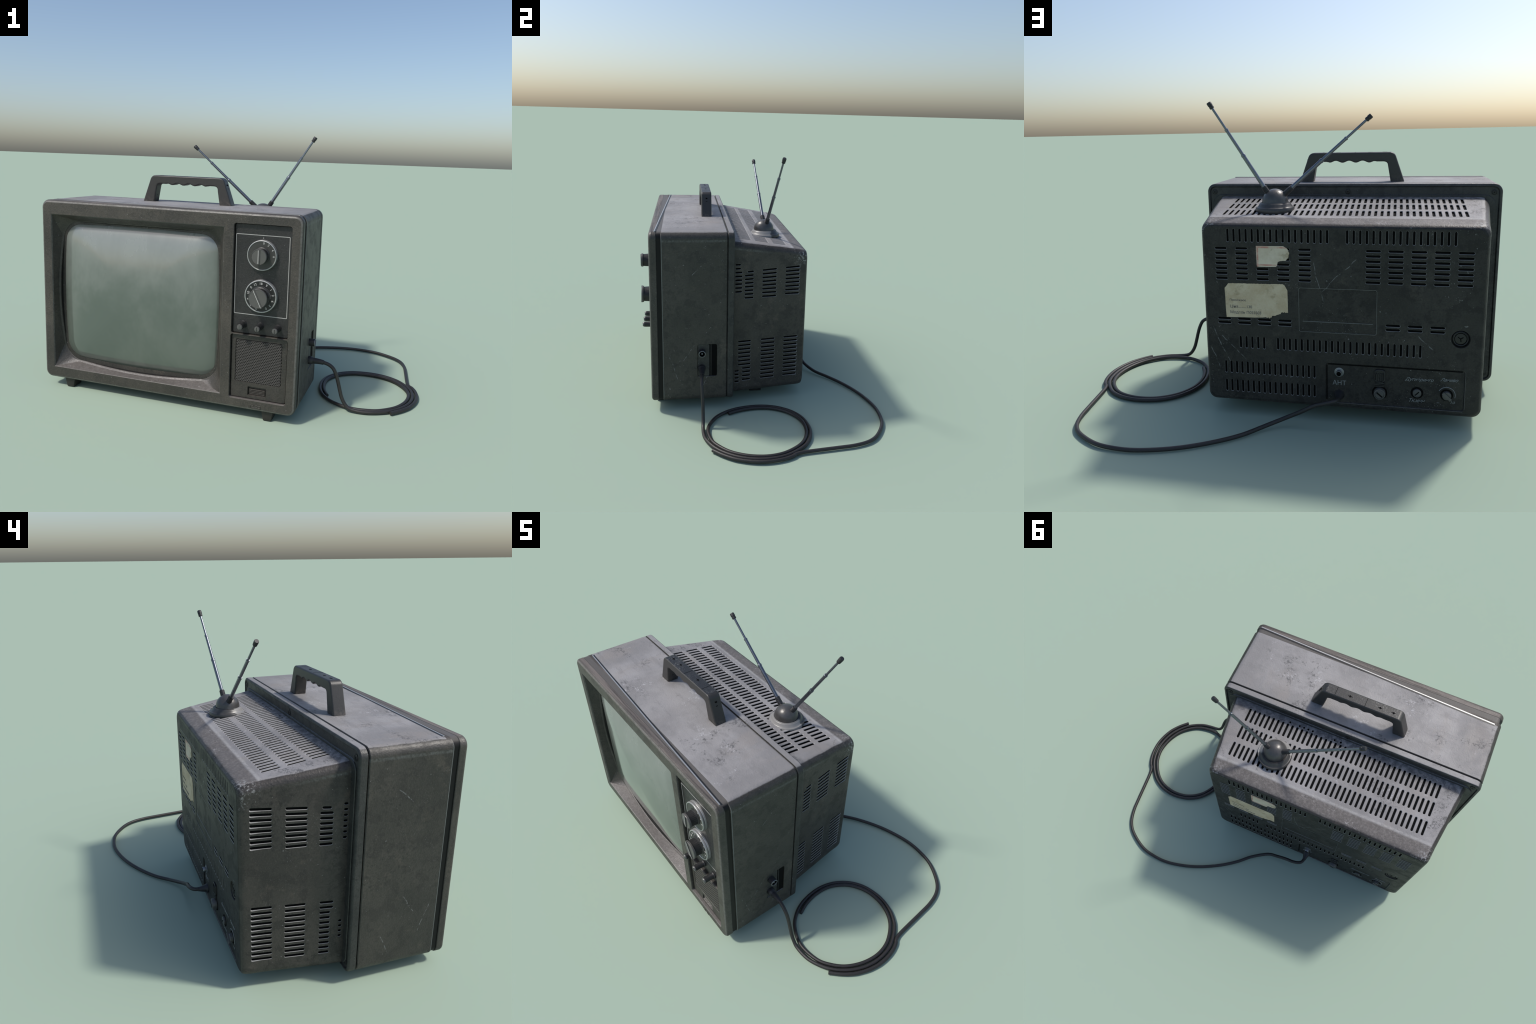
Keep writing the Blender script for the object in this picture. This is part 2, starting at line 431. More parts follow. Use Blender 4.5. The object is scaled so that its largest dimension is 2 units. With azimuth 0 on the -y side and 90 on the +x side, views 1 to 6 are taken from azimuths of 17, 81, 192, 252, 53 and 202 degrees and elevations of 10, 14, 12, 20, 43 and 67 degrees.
def facing(c, right, up):
    """4x4 placing text: its x along right, y along up"""
    r = Vector(right).normalized(); u = Vector(up).normalized(); n = r.cross(u)
    return Matrix.Translation(Vector(c)) @ Matrix((r, u, n)).transposed().to_4x4()


def spline(pts, per=10):
    """Catmull-Rom through pts"""
    P = [Vector(p) for p in pts]; P = [2 * P[0] - P[1]] + P + [2 * P[-1] - P[-2]]; out = []
    for i in range(1, len(P) - 2):
        a, b, c, d = P[i - 1:i + 3]
        for k in range(per):
            t = k / per
            out.append(.5 * ((2 * b) + (c - a) * t + (2 * a - 5 * b + 4 * c - d) * t * t + (3 * b - a - 3 * c + d) * t ** 3))
    out.append(P[-2]); return out


def tube(bm, path, radius, segs=12, mat=0):
    path = [Vector(p) for p in path]; rad = radius if callable(radius) else (lambda i: radius)
    t = (path[1] - path[0]).normalized(); u = t.orthogonal().normalized(); rings = []
    for i, p in enumerate(path):
        t2 = (path[min(i + 1, len(path) - 1)] - path[max(i - 1, 0)]).normalized()
        u = (u - t2 * u.dot(t2)).normalized(); v = t2.cross(u); r = rad(i)
        rings.append([p + r * (math.cos(2 * pi * k / segs) * u + math.sin(2 * pi * k / segs) * v) for k in range(segs)])
    loft(bm, rings, (True, True), mat)

# ------------------------------------------------------------------ casing and rear rim
HW = .7160; X0, X1 = CX - HW, CX + HW; ZB, ZT, RC = .050, 1.0345, .041
bm = bmesh.new()
loft(bm, box_rings(X0, X1, ZB, ZT, RC, [(-.5575, .012), (-.5585, .003), (-.555, .0), (-.207, 0), (-.2035, .003), (-.2025, .010)], 9))
casing = finish(bm, "casing", ["casing", "groove"])
# rubbed bright edge where the casing meets the gap
bm = bmesh.new()
loft(bm, box_rings(X0 - .0008, X1 + .0008, ZB + .001, ZT - .0015, RC, [(-.5568, .004), (-.5565, .0006), (-.5548, 0), (-.5535, .0006), (-.5530, .004)], 9))
finish(bm, "rubbed_edge", ["edge"], casing, smooth=40)
# pocket for the sockets in the right-hand side
bm = bmesh.new()
pocket = rrect(-.366, -.257, .202, .397, .010, 4)
def in_x(pts, x): return [(x, y, z) for y, z in pts]
loft(bm, [in_x(pocket, .445), in_x(pocket, .4268)], mat=0)
subtract(casing, bm, ["casing"])
casing.data.shade_smooth(); casing.data.set_sharp_from_angle(angle=math.radians(32)); weigh(casing)
bm = bmesh.new()
loft(bm, [in_x(rrect(-.3655, -.2575, .2025, .3965, .009, 4), .4270), in_x(rrect(-.3655, -.2575, .2025, .3965, .009, 4), .4275)])  # added black plate: darkens the deep strip and the pocket's outline
loft(bm, [in_x(rrect(-.3638, -.3000, .2042, .3948, .007, 4), .4272), in_x(rrect(-.3638, -.3000, .2042, .3948, .007, 4), .4286), in_x(rrect(-.3632, -.3010, .2048, .3942, .006, 4), .4290)], mat=1)
loft(bm, [in_x(rrect(-.2925, -.2885, .2050, .3940, .001, 2), .4272), in_x(rrect(-.2925, -.2885, .2050, .3940, .001, 2), .4282)], mat=2)
finish(bm, "pocket_backing_plates", ["hole", "rim", "knob_dark"], casing, weld=False)

bm = bmesh.new()
loft(bm, box_rings(X0, X1, ZB, ZT, RC, [(-.2035, .010), (-.199, .0075), (-.1975, .001), (-.196, 0), (-.1720, 0), (-.1685, .0012),
                                       (-.1658, .0035), (-.1638, .0075), (-.1630, .013), (-.166, .016), (-.169, .018)], 9))
rim = finish(bm, "rear_rim", ["rim"], smooth=32, weighted=True)
bm = bmesh.new()
loft(bm, box_rings(CX - .688, CX + .688, .072, .982, .052, [(-.171, 0), (-.1655, 0), (-.163, .003), (-.163, .03)], 9))
finish(bm, "rim_step", ["rim"], rim, smooth=32, weighted=True)


def screw(name, c, axis, r, parent, mats=("knob_dark", "hole"), slots=2, turn=0.3):
    bm = bmesh.new()
    lathe(bm, [(r * 1.28, -.004), (r * 1.28, .0006), (r * 1.05, .0012), (r * 1.0, -.0018), (r * .92, .0004), (r * .55, .0012)], c, axis, 24, 0)
    F = frame(axis, (0, 0, 1))
    for k in range(slots):
        a = turn + k * pi / slots
        box(bm, Vector(c) + F @ Vector((0, 0, .0009)), (r * 1.15, r * .2, .0012), F @ Matrix.Rotation(a, 3, 'Z'), 1)
    return finish(bm, name, list(mats), parent, smooth=35, weld=False)

for i, (sx, sz) in enumerate(((.394, .993), (-.284, .996), (-.962, .993), (.394, .094), (-.962, .094))):
    screw("rim_screw", (sx, -.1672, sz), (0, 1, 0), .0105, rim, turn=.3 + i)

# the skewed texture line over the top, built as pale and black strips
bm = bmesh.new()
a, b = Vector((-.957, -.534, ZT)), Vector((.404, -.5885, ZT))
d = (b - a).normalized(); R = Matrix((d, Vector((0, 0, 1)).cross(d), Vector((0, 0, 1)))).transposed(); L = (b - a).length
box(bm, (a + b) / 2 + R @ Vector((0, -.0035, 0)), (L, .0055, .003), R, 0)
box(bm, (a + b) / 2 + R @ Vector((0, .0035, 0)), (L, .0065, .0018), R, 1)
finish(bm, "skewed_texture_line", ["chrome", "groove"], casing, weld=False)
# dark gap between frame and casing
bm = bmesh.new()
nk = [in_y(rrect(X0 + .0055, X1 - .0055, ZB + .004, ZT - .0006, RC - .004, 9), y) for y in (-.585, -.550)]
loft(bm, nk, (False, False))
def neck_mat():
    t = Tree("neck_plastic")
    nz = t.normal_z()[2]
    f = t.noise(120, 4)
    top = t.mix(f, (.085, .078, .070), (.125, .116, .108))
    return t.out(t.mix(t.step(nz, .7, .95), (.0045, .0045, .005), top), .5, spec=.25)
M['neck'] = neck_mat()
finish(bm, "gap_band", ["neck"], casing, smooth=32, weighted=True)

# ------------------------------------------------------------------ front frame with the screen opening
YF = -.6235
bm = bmesh.new()
loft(bm, box_rings(X0 + .001, X1 - .001, ZB, ZT, RC, [(YF, .0175), (YF + .0008, .0125), (YF + .004, .0062), (YF + .009, .0022), (YF + .015, .0002),
                                       (-.5865, 0), (-.5835, .0015), (-.5825, .006), (-.5825, .020), (-.530, .020)], 9))
bezel = finish(bm, "front_frame", ["bezel"])

OX0, OX1, OZ0, OZ1 = -.938, .041, .1145, .960          # opening in the front face


def tube_outline(bounds, bows, r, grow=0., nside=14, ncorner=9):
    """rectangle with round corners whose sides (right, top, left, bottom) bow outwards in their middle;
    corners come first so that the frame's sharp corners can fan into them"""
    x0, x1, z0, z1 = bounds; br, bt, bl, bb = bows
    x0 -= grow; x1 += grow; z0 -= grow; z1 += grow
    ax0, ax1, az0, az1 = x0 + bl, x1 - br, z0 + bb, z1 - bt
    cx, cz, hx, hz = (ax0 + ax1) / 2, (az0 + az1) / 2, (ax1 - ax0) / 2, (az1 - az0) / 2
    corners = []
    for sx, sz, a in ((1, 1, 0), (-1, 1, 90), (-1, -1, 180), (1, -1, 270)):
        arc = []
        for i in range(ncorner):
            t = math.radians(a + 90 * i / (ncorner - 1))
            arc.append((sx * (hx - r) + r * math.cos(t), sz * (hz - r) + r * math.sin(t)))
        corners.append(arc)
    out, tag = [], []
    for k in range(4):
        A = corners[k]; B = corners[(k + 1) % 4]
        for p in A: out.append(p); tag.append(('c', k, 0))
        for i in range(1, nside):
            f = i / nside
            out.append((A[-1][0] * (1 - f) + B[0][0] * f, A[-1][1] * (1 - f) + B[0][1] * f)); tag.append(('s', k, f))
    res = []
    for px, pz in out:
        fx = max(0, px / hx) * br - max(0, -px / hx) * bl; fz = max(0, pz / hz) * bt - max(0, -pz / hz) * bb
        res.append((cx + px + fx * (1 - min(1, abs(pz) / hz) ** 2), cz + pz + fz * (1 - min(1, abs(px) / hx) ** 2)))
    return res, tag


RIM = ((-.926, .015, .1235, .928), (.020, .006, .028, .027), .082)     # mouth of the sloping surround
GLASS = ((-.9125, .0100, .1460, .9195), (.018, .008, .020, .020), .082)  # edge of the tube


def rim_y(tag, off):
    """the mouth lies deepest at the corners and comes forward in the middle of each side"""
    return [-.5600 + off - (.0165 * math.sin(pi * f) if kind == 's' else 0) for kind, k, f in tag]


def ring_y(pts, ys): return [(x, y, z) for (x, z), y in zip(pts, ys)]


def opening(tag, grow=0.):
    C = [(OX1 + grow, OZ1 + grow), (OX0 - grow, OZ1 + grow), (OX0 - grow, OZ0 - grow), (OX1 + grow, OZ0 - grow)]
    return [C[k] if kind == 'c' else tuple(C[k][i] * (1 - f) + C[(k + 1) % 4][i] * f for i in (0, 1)) for kind, k, f in tag]

rimline, tag = tube_outline(*RIM)
bm = bmesh.new()
ro, r2, r3 = (tube_outline(*RIM, grow=g)[0] for g in (.0035, -.003, -.0045))
loft(bm, [in_y(opening(tag, .0035), YF - .0040), in_y(opening(tag, .0006), YF + .0008), in_y(opening(tag, -.001), YF + .0035), ring_y(ro, rim_y(tag, -.0035)), ring_y(rimline, rim_y(tag, -.001)),
          ring_y(r2, rim_y(tag, .0010)), ring_y(r3, rim_y(tag, .0045)), in_y(r3, -.510)], mat=0)
bmesh.ops.remove_doubles(bm, verts=bm.verts, dist=1e-5)
# the frame must be deep enough behind the opening: cut through a thick block
subtract(bezel, bm, ["bezel"])
bm = bmesh.new()
for x0, x1, z0, z1 in ((.092, .3785, .4375, .982), (.0895, .3805, .1035, .4345)):
    loft(bm, box_rings(x0, x1, z0, z1, .011, [(YF - .004, -.0035), (YF + .0005, -.0008), (YF + .004, 0), (YF + .032, 0)], 4), mat=0)
subtract(bezel, bm, ["bezel"])
bezel.data.shade_smooth(); bezel.data.set_sharp_from_angle(angle=math.radians(17)); weigh(bezel)

# wall and backing around the tube, behind the frame
bm = bmesh.new()
w0, w1, w2 = (tube_outline(*RIM, grow=g)[0] for g in (-.0060, -.0062, -.050))
loft(bm, [ring_y(w0, rim_y(tag, .0055)), in_y(w1, -.558), in_y(w1, -.5545), in_y(w2, -.5545)], (False, False))
finish(bm, "tube_surround", ["groove"], bezel, smooth=40)

# the tube: bulging glass
bm = bmesh.new()
g, _ = tube_outline(*GLASS); gc = ((GLASS[0][0] + GLASS[0][1]) / 2, (GLASS[0][2] + GLASS[0][3]) / 2); rings = []
YE, BULGE = -.5495, .047
for s in (1.0, 1.0, .992, .98, .965, .945, .92, .88, .82, .74, .64, .52, .40, .28, .16, .06):
    first = not rings
    yy = YE + .02 if first else YE - BULGE * (1 - s ** 2.2) - .0195 * (1 - s ** 17)
    rings.append([(gc[0] + (x - gc[0]) * s, yy, gc[1] + (z - gc[1]) * s) for x, z in g])
loft(bm, rings)
finish(bm, "screen", ["screen"], ROOT, smooth=60)

# small raised emblem under the speaker
bm = bmesh.new()
ex, ez, ey = .232, .0735, YF - .0003
for x0, z0, x1, z1 in ((-.028, -.006, -.028, .006), (-.028, .006, -.010, .006), (-.018, -.006, -.004, -.006), (-.010, .006, -.006, 0), (-.004, -.001, .010, -.001),
                       (.002, .006, .026, .006), (.010, -.006, .026, -.006), (.026, -.006, .026, .006), (.010, -.001, .010, -.006)):
    dx, dz = x1 - x0, z1 - z0; l = math.hypot(dx, dz); R = Matrix.Rotation(-math.atan2(dz, dx), 3, 'Y')
    box(bm, (ex + (x0 + x1) / 2, ey, ez + (z0 + z1) / 2), (l + .003, .003, .0028), R)
finish(bm, "emblem", ["speaker"], bezel, weld=False, bevel=(.0006, 1))

# ------------------------------------------------------------------ control panel
YP = -.6065
def sh(x, z):
    """place on the sunk panel of a feature that was located on the plane of the frame"""
    f = (YP + .618) / 2.54
    return x + (x - .99) * f, z + (z - 1.28) * f

bm = bmesh.new()
loft(bm, box_rings(.0945, .376, .440, .9795, .009, [(YP + .02, 0), (YP + .003, 0), (YP + .0006, .0010), (YP, .003)], 4))
panel = finish(bm, "control_panel", ["panel"], smooth=40, weighted=True)
# printed line around the dials
bm = bmesh.new()
(a0, c0), (a1, c1) = sh(.1025, .5395), sh(.3705, .9330)
outer = rrect(a0, a1, c0, c1, .005, 4); inner = rrect(a0 + .0034, a1 - .0034, c0 + .0034, c1 - .0034, .003, 4)
loft(bm, [in_y(outer, YP + .001), in_y(outer, YP - .0008), in_y(inner, YP - .0008), in_y(inner, YP + .001)], (False, False))
finish(bm, "printed_line", ["ink"], panel)


YD = YP - .0125                 # the dials stand on thick plates


def dial(name, cx, cz, R, plate_mat):
    bm = bmesh.new()
    lathe(bm, [(R, .020), (R * 1.0, .0060), (R * .985, .0035), (R, .0015), (R, -.006), (R * .985, -.0085), (R * .95, -.0095), (R * .925, -.0085), (R * .915, -.0065), (R * .30, -.0062)],
          (cx, YD, cz), (0, 1, 0), 64, 0)
    for f in bm.faces:
        rr = max(math.hypot(v.co.x - cx, v.co.z - cz) for v in f.verts)
        f.material_index = 1 if rr > .92 * R else 0
    return finish(bm, name, [plate_mat, "chrome"], ROOT, smooth=30, weld=False)


def knob(name, cx, cz, parent, r0, r1, rcap, depth, tilt, bar, cap_mat='knob', facets=0):
    """ribbed skirt, flat cap and a finger bar across it, pointing at tilt (radians from vertical)"""
    bm = bmesh.new(); y0 = YD - .005; n = 60
    ring = lambda r, y, rib=0.: [(cx + (r + (rib if i % 2 else 0)) * math.cos(2 * pi * i / n), y, cz + (r + (rib if i % 2 else 0)) * math.sin(2 * pi * i / n)) for i in range(n)]
    loft(bm, [ring(r0 * 1.12, y0), ring(r0 * 1.1, y0 - .004), ring(r0, y0 - .007, -.0012), ring(r1, y0 - depth + .016, -.0012), ring(r1, y0 - depth + .013)], mat=1)
    loft(bm, [ring(r1 * .9, y0 - depth + .0135), ring(rcap, y0 - depth + .0130), ring(rcap, y0 - depth + .005), ring(rcap * .95, y0 - depth + .002), ring(rcap * .93, y0 - depth + .0035), ring(rcap * .3, y0 - depth + .0035)], mat=0)
    R = Matrix.Rotation(tilt, 3, 'Y')
    box(bm, (cx, y0 - depth + .004, cz), (bar[0], .009, rcap * bar[1]), R, 0)
    box(bm, Vector((cx, y0 - depth - .0006, cz)) + R @ Vector((-bar[0] * .28, 0, 0)), (bar[0] * .26, .0012, rcap * bar[1] * .94), R, 2)
    return finish(bm, name, [cap_mat, "knob_dark", "number"], parent, smooth=30, weld=False)

D1, D2 = (.236, .836), (.237, .637)
d1 = dial("channel_dial", *D1, .0735, "dial")
knob("channel_knob", D1[0], D1[1], d1, .036, .034, .0375, .0530, 0., (.0085, 1.8))
for k, (ch, ang) in enumerate((("0", 8), ("2", 32), ("4", 62), ("6", 92))):
    a = math.radians(ang)
    text(ch, .0150, "dial_number", "number", d1, facing((D1[0] + .059 * math.sin(a), YD - .0068, D1[1] + .059 * math.cos(a)), (math.cos(a), 0, -math.sin(a)), (math.sin(a), 0, math.cos(a))), .0004)
text("0", .011, "index_mark", "ink", panel, facing((D1[0], YP - .0006, D1[1] + .0805), (1, 0, 0), (0, 0, 1)), .0004)
d2 = dial("tuning_dial", *D2, .0805, "dial_dark")
knob("tuning_knob", D2[0], D2[1] - .001, d2, .043, .041, .0465, .0540, math.radians(-26), (.008, 2.05))
for ch, ang in (("10", -78), ("0", -50), ("12", -27), ("18", 0), ("9", 27), ("1", 54), ("2", 80), ("6", 107), ("3", 130), ("0", 152), ("0", 197), ("7", 225), ("8", 255)):
    a = math.radians(ang)
    text(ch, .0165, "dial_number", "number", d2, facing((D2[0] + .0625 * math.sin(a), YD - .0068, D2[1] + .0625 * math.cos(a)), (math.cos(a), 0, -math.sin(a)), (math.sin(a), 0, math.cos(a))), .0004)
bm = bmesh.new()
for i in range(22):
    a = math.radians(-55 + i * 7)
    box(bm, (D2[0] + .0495 * math.sin(a), YD - .0066, D2[1] + .0495 * math.cos(a)), (.0012, .0012, .004), Matrix.Rotation(a, 3, 'Y'))
o = finish(bm, "tick_marks", ["ink_grey"], d2, weld=False); o["kind"] = "stuff"

for i, kx in enumerate((.149, .236, .3235)):
    bm = bmesh.new(); n = 32; kx, kz = sh(kx + .004, .4885)
    ring = lambda r, y, rib=0.: [(kx + (r + (rib if i % 2 else 0)) * math.cos(2 * pi * i / n), y, kz + (r + (rib if i % 2 else 0)) * math.sin(2 * pi * i / n)) for i in range(n)]
    loft(bm, [ring(.0185, YP + .002), ring(.0185, YP - .004), ring(.0165, YP - .006), ring(.0160, YP - .010, -.0012), ring(.0145, YP - .051, -.0012), ring(.0142, YP - .054)], mat=1)
    loft(bm, [ring(.0140, YP - .0535), ring(.0138, YP - .0575), ring(.0120, YP - .0605), ring(.0105, YP - .0605)], mat=2)
    loft(bm, [ring(.0105, YP - .0595), ring(.0104, YP - .0610), ring(.004, YP - .0622)], mat=0)
    box(bm, (kx, YP - .0622, kz), (.0030, .0015, .020), None, 1 if i != 0 else 2)
    finish(bm, "adjusting_knob", ["knob", "knob_dark", "knob_ring"], panel, smooth=32, weld=False)

# ------------------------------------------------------------------ speaker panel
bm = bmesh.new()
loft(bm, box_rings(.0925, .3775, .1065, .4315, .009, [(YP + .02, 0), (YP + .001, 0), (YP - .0012, .0010), (YP - .0022, .003)], 4))
speaker = finish(bm, "speaker_panel", ["speaker", "groove"])
(GX0, GZ0), (GX1, GZ1) = sh(.1185, .194), sh(.3545, .4115)
bm = bmesh.new()
loft(bm, box_rings(GX0, GX1, GZ0, GZ1, .006, [(YP - .006, -.003), (YP - .0015, -.0008), (YP + .0005, 0), (YP + .009, 0)], 3))
loft(bm, box_rings(.1840, .2775, .1235, .1680, .004, [(YP - .006, -.004), (YP - .0015, -.001), (YP + .001, 0), (YP + .012, .003)], 3))
subtract(speaker, bm, ["speaker"])
speaker.data.shade_smooth(); speaker.data.set_sharp_from_angle(angle=math.radians(28)); weigh(speaker)
# perforated grille: one hexagonal cell per hole
bm = bmesh.new(); pitch = .0092; rowh = pitch * math.sqrt(3) / 2; hole = .0028; yg = YP - .0002
rows = int((GZ1 - GZ0) / rowh); cols = int((GX1 - GX0) / pitch)
for j in range(rows + 1):
    for i in range(cols + 1):
        px = GX0 + .003 + i * pitch + (pitch / 2 if j % 2 else 0); pz = GZ0 + .0035 + j * rowh
        if px > GX1 - .003 or pz > GZ1 - .003: continue
        def ring(r, y, clip=False):
            out = []
            for k in range(6):
                a = pi / 6 + k * pi / 3; qx, qz = px + r * math.cos(a), pz + r * math.sin(a)
                if clip: qx = min(max(qx, GX0 - .0004), GX1 + .0004); qz = min(max(qz, GZ0 - .0004), GZ1 + .0004)
                out.append((qx, y, qz))
            return out
        vs, fs = loft(bm, [ring(pitch / math.sqrt(3) * 1.001, yg, True), ring(hole * 1.25, yg - .0010), ring(hole, yg - .0006), ring(hole, yg + .0045)], (False, True))
        for f in fs[-13:]: pass
        fs[-1].material_index = 1
        for f in fs[12:18]: f.material_index = 1
grille = finish(bm, "speaker_grille", ["grille", "hole"], speaker, weld=False); grille["kind"] = "stuff"
bm = bmesh.new()
for k in range(4):
    z = .1295 + k * .0075
    box(bm, (.2307, YP + .0075 - k * .0006, z), (.082, .006, .0050), Matrix.Rotation(.5, 3, 'X'))
finish(bm, "badge_slats", ["speaker"], speaker, weld=False, bevel=(.0008, 1))

# ------------------------------------------------------------------ rear cover
def cover_ring(y):
    keys = [(-.172, .657, .973, .057), (-.12, .6535, .9635, .058), (.172, .6175, .9200, .0635), (.190, .6160, .9170, .0635), (.226, .6135, .9095, .0645),
            (.244, .6110, .9050, .0665), (.255, .6070, .8995, .0695), (.2610, .6000, .8940, .0775), (.2640, .5935, .8870, .0845)]
    for (ya, *A), (yb, *B) in zip(keys[:-1], keys[1:]):
        if y <= yb + 1e-9:
            f = (y - ya) / (yb - ya); return [p * (1 - f) + q * f for p, q in zip(A, B)]
    return keys[-1][1:]
bm = bmesh.new(); rings = []
for y in (-.172, -.12, .0, .10, .172, .178, .190, .208, .225, .235, .243, .250, .255, .2585, .2610, .2628, .2640):
    hw, zt, zb = cover_ring(y)
    rings.append(in_y(rrect(CX - hw, CX + hw, zb, zt, .036, 8), y))
vs, fs = loft(bm, rings)
cover = finish(bm, "back_cover", ["cover", "hole", "back"])
for p in cover.data.polygons:
    if p.normal.y > .9: p.material_index = 2
YB = .2640
YR = YB - .0050                 # floor of the sunk field
cut = bmesh.new()
bx = lambda x, z, u, L: slot_cut(cut, (x, YB, z), u, (0, 1, 0), L, .0096, .0075, .0018)
up, side = (0, 0, 1), (1, 0, 0)
bcut = []
for k in range(17):
    f = k / 16
    bcut += [(.203 - .438 * f, .8498, up, .058), (-.3195 - .4385 * f, .8498, up, .058)]
for i in range(5):
    for j in range(7):
        z = .792 - j * .1365 / 6
        bcut += [(.2365 - i * .0935, z, side, .054), (-.429 - i * .0935, z, side, .062)]
for i in range(4):
    bcut += [(.232 - i * .0927, .4678, side, .060), (.232 - i * .0927, .4487, side, .060)]
for i in range(3):
    bcut += [(-.516 - i * .0925, .4683, side, .060), (-.516 - i * .0925, .4488, side, .060)]
for k in range(5): bcut.append((.160 - k * .0272, .358, up, .056))
for k in range(24): bcut.append((-.013 - k * .62 / 23, .358, up, .056))
for k in range(17):
    x = .234 - .411 * k / 16
    bcut += [(x, .2342, up, .058), (x, .143, up, .058)]
for x, z, u, L in bcut: bx(x, z, u, L)
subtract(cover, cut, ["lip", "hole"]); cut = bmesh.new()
# three rows of long slots in the top
slope = -.0420 / .292
top_n = (0, -slope, 1); top_u = (0, 1, slope)
def top_z(y): return cover_ring(y)[1]
for row, y in enumerate((.1095, .0055, -.094)):
    for k in range(40):
        x = .2555 - (.2555 + .8135) * k / 39
        slot_cut(cut, (x, y, top_z(y)), top_u, top_n, .077, .0112, .0075, .0020)
for x in (-.26, -.225, -.10, -.075, -.05, -.025, .03):     # misplaced texture marks close to the rim, cut as short slots
    slot_cut(cut, (x, -.142, top_z(-.142)), top_u, top_n, .012, .010, .0075, .0012)
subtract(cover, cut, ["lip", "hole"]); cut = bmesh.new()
# groups of slots in both sides
k_side = (.650 - .614) / .292
for s in (1, -1):
    def side_pt(y, z): return (CX + s * (cover_ring(y)[0] + .0), y, z)
    nrm = (s, k_side, 0); u = (-s * k_side, 1, 0)
    cols = [(.178, .084, 0), (.0425, .084, 1), (-.0745, .052, 2)]
    for yc, L, c in cols:
        for j in range(8):
            z = .812 + .065 * (yc - .178) - j * (.157 - .004 * (c == 2)) / 7
            l = .036 if (c == 2 and j == 0) else L
            slot_cut(cut, side_pt(yc + (.008 if l != L and s > 0 else 0), z), (u[0], u[1], .06 * (1 - j / 7)), nrm, l, .0098, .0075, .0018)
        for j in range(11):
            z = .388 + .03 * (yc - .178) - j * .2395 / 10
            l, y2 = L, yc
            if c == 2: l = .075 if s > 0 else (.056 if j < 2 else .044); y2 = -.096 if s > 0 else -.086
            if c == 2 and s < 0 and j >= 2: y2 = -.08
            if c == 2 and s > 0 and j >= 7: l, y2 = .050, -.083
            slot_cut(cut, side_pt(y2, z), (u[0], u[1], .02), nrm, l, .0098, .0075, .0018)
    if s > 0:
        for j in range(8): slot_cut(cut, side_pt(-.1345 + (j < 2) * -.004, .838 - j * .0225), u, nrm, .040 if 1 < j else .030, .0098, .0075, .0016)
        for j in range(4): slot_cut(cut, side_pt(-.139, .197 - j * .022), u, nrm, .026, .0098, .0075, .0016)
    else:
        for j in range(7): slot_cut(cut, side_pt(-.150, .805 - j * .0235), u, nrm, .016, .0095, .0075, .0012)
        for j in range(4): slot_cut(cut, side_pt(-.146, .285 - j * .024), u, nrm, .014, .0095, .0075, .0012)
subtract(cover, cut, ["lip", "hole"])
# sunk field for the sockets, round well for the big screw, plate outline
cut = bmesh.new()
loft(cut, box_rings(-.8215, -.2265, .0955, .2815, .014, [(YB + .01, -.010), (YB, -.001), (YB - .0015, .0010), (YB - .0040, .0022), (YB - .0050, .0040)], 4))
lathe(cut, [(.046, .006), (.0395, 0), (.0375, -.003), (.0365, -.016)], (-.796, YB, .423), (0, 1, 0), 40)
for x0, x1, z0, z1, w in ((-.4465, -.1105, .4230, .6220, .0022),):
    for g in (((x0 + x1) / 2, z0, x1 - x0, w), ((x0 + x1) / 2, z1, x1 - x0, w), (x0, (z0 + z1) / 2, w, z1 - z0), (x1, (z0 + z1) / 2, w, z1 - z0)):
        pass
    loft(cut, box_rings(x0, x1, z0, z1, .008, [(YB + .006, -.006), (YB, -.001), (YB - .0022, .0018)], 4))
subtract(cover, cut, ["back"])
cover.data.shade_smooth(); cover.data.set_sharp_from_angle(angle=math.radians(30)); weigh(cover)

bm = bmesh.new()
box(bm, (-.2785, YB - .0018, .4705), (.305, .0030, .0026))
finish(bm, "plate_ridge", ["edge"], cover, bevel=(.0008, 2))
bm = bmesh.new()
pa, pb = rrect(-.4475, -.1095, .4220, .6230, .008, 4), rrect(-.4462, -.1108, .4233, .6217, .007, 4)
loft(bm, [in_y(pa, YB - .002), in_y(pa, YB + .0005), in_y(pb, YB + .0005), in_y(pb, YB - .003)], (False, False))
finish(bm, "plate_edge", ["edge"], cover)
# painted highlight on the sunk field's lower and outer edge, painted shade opposite
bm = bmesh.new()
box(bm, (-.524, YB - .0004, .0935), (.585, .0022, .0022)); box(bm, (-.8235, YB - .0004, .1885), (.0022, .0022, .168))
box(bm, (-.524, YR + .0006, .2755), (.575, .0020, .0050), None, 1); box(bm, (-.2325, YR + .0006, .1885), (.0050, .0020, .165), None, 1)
finish(bm, "field_edge_shading", ["lip", "hole"], cover, weld=False)
# big recessed screw
bm = bmesh.new(); c = (-.796, YB - .0165, .423)
lathe(bm, [(.0345, 0), (.034, .010), (.030, .0125), (.027, .011), (.026, .004), (.0245, .004), (.023, .0095), (.016, .0105)], c, (0, 1, 0), 40, 0)
for a in (.6, 2.55, 4.6):
    box(bm, (c[0] + .006 * math.cos(a), c[1] + .0107, c[2] + .006 * math.sin(a)), (.014, .0015, .004), Matrix.Rotation(-a, 3, 'Y'), 1)
finish(bm, "large_screw", ["groove", "hole"], cover, smooth=30, weld=False)

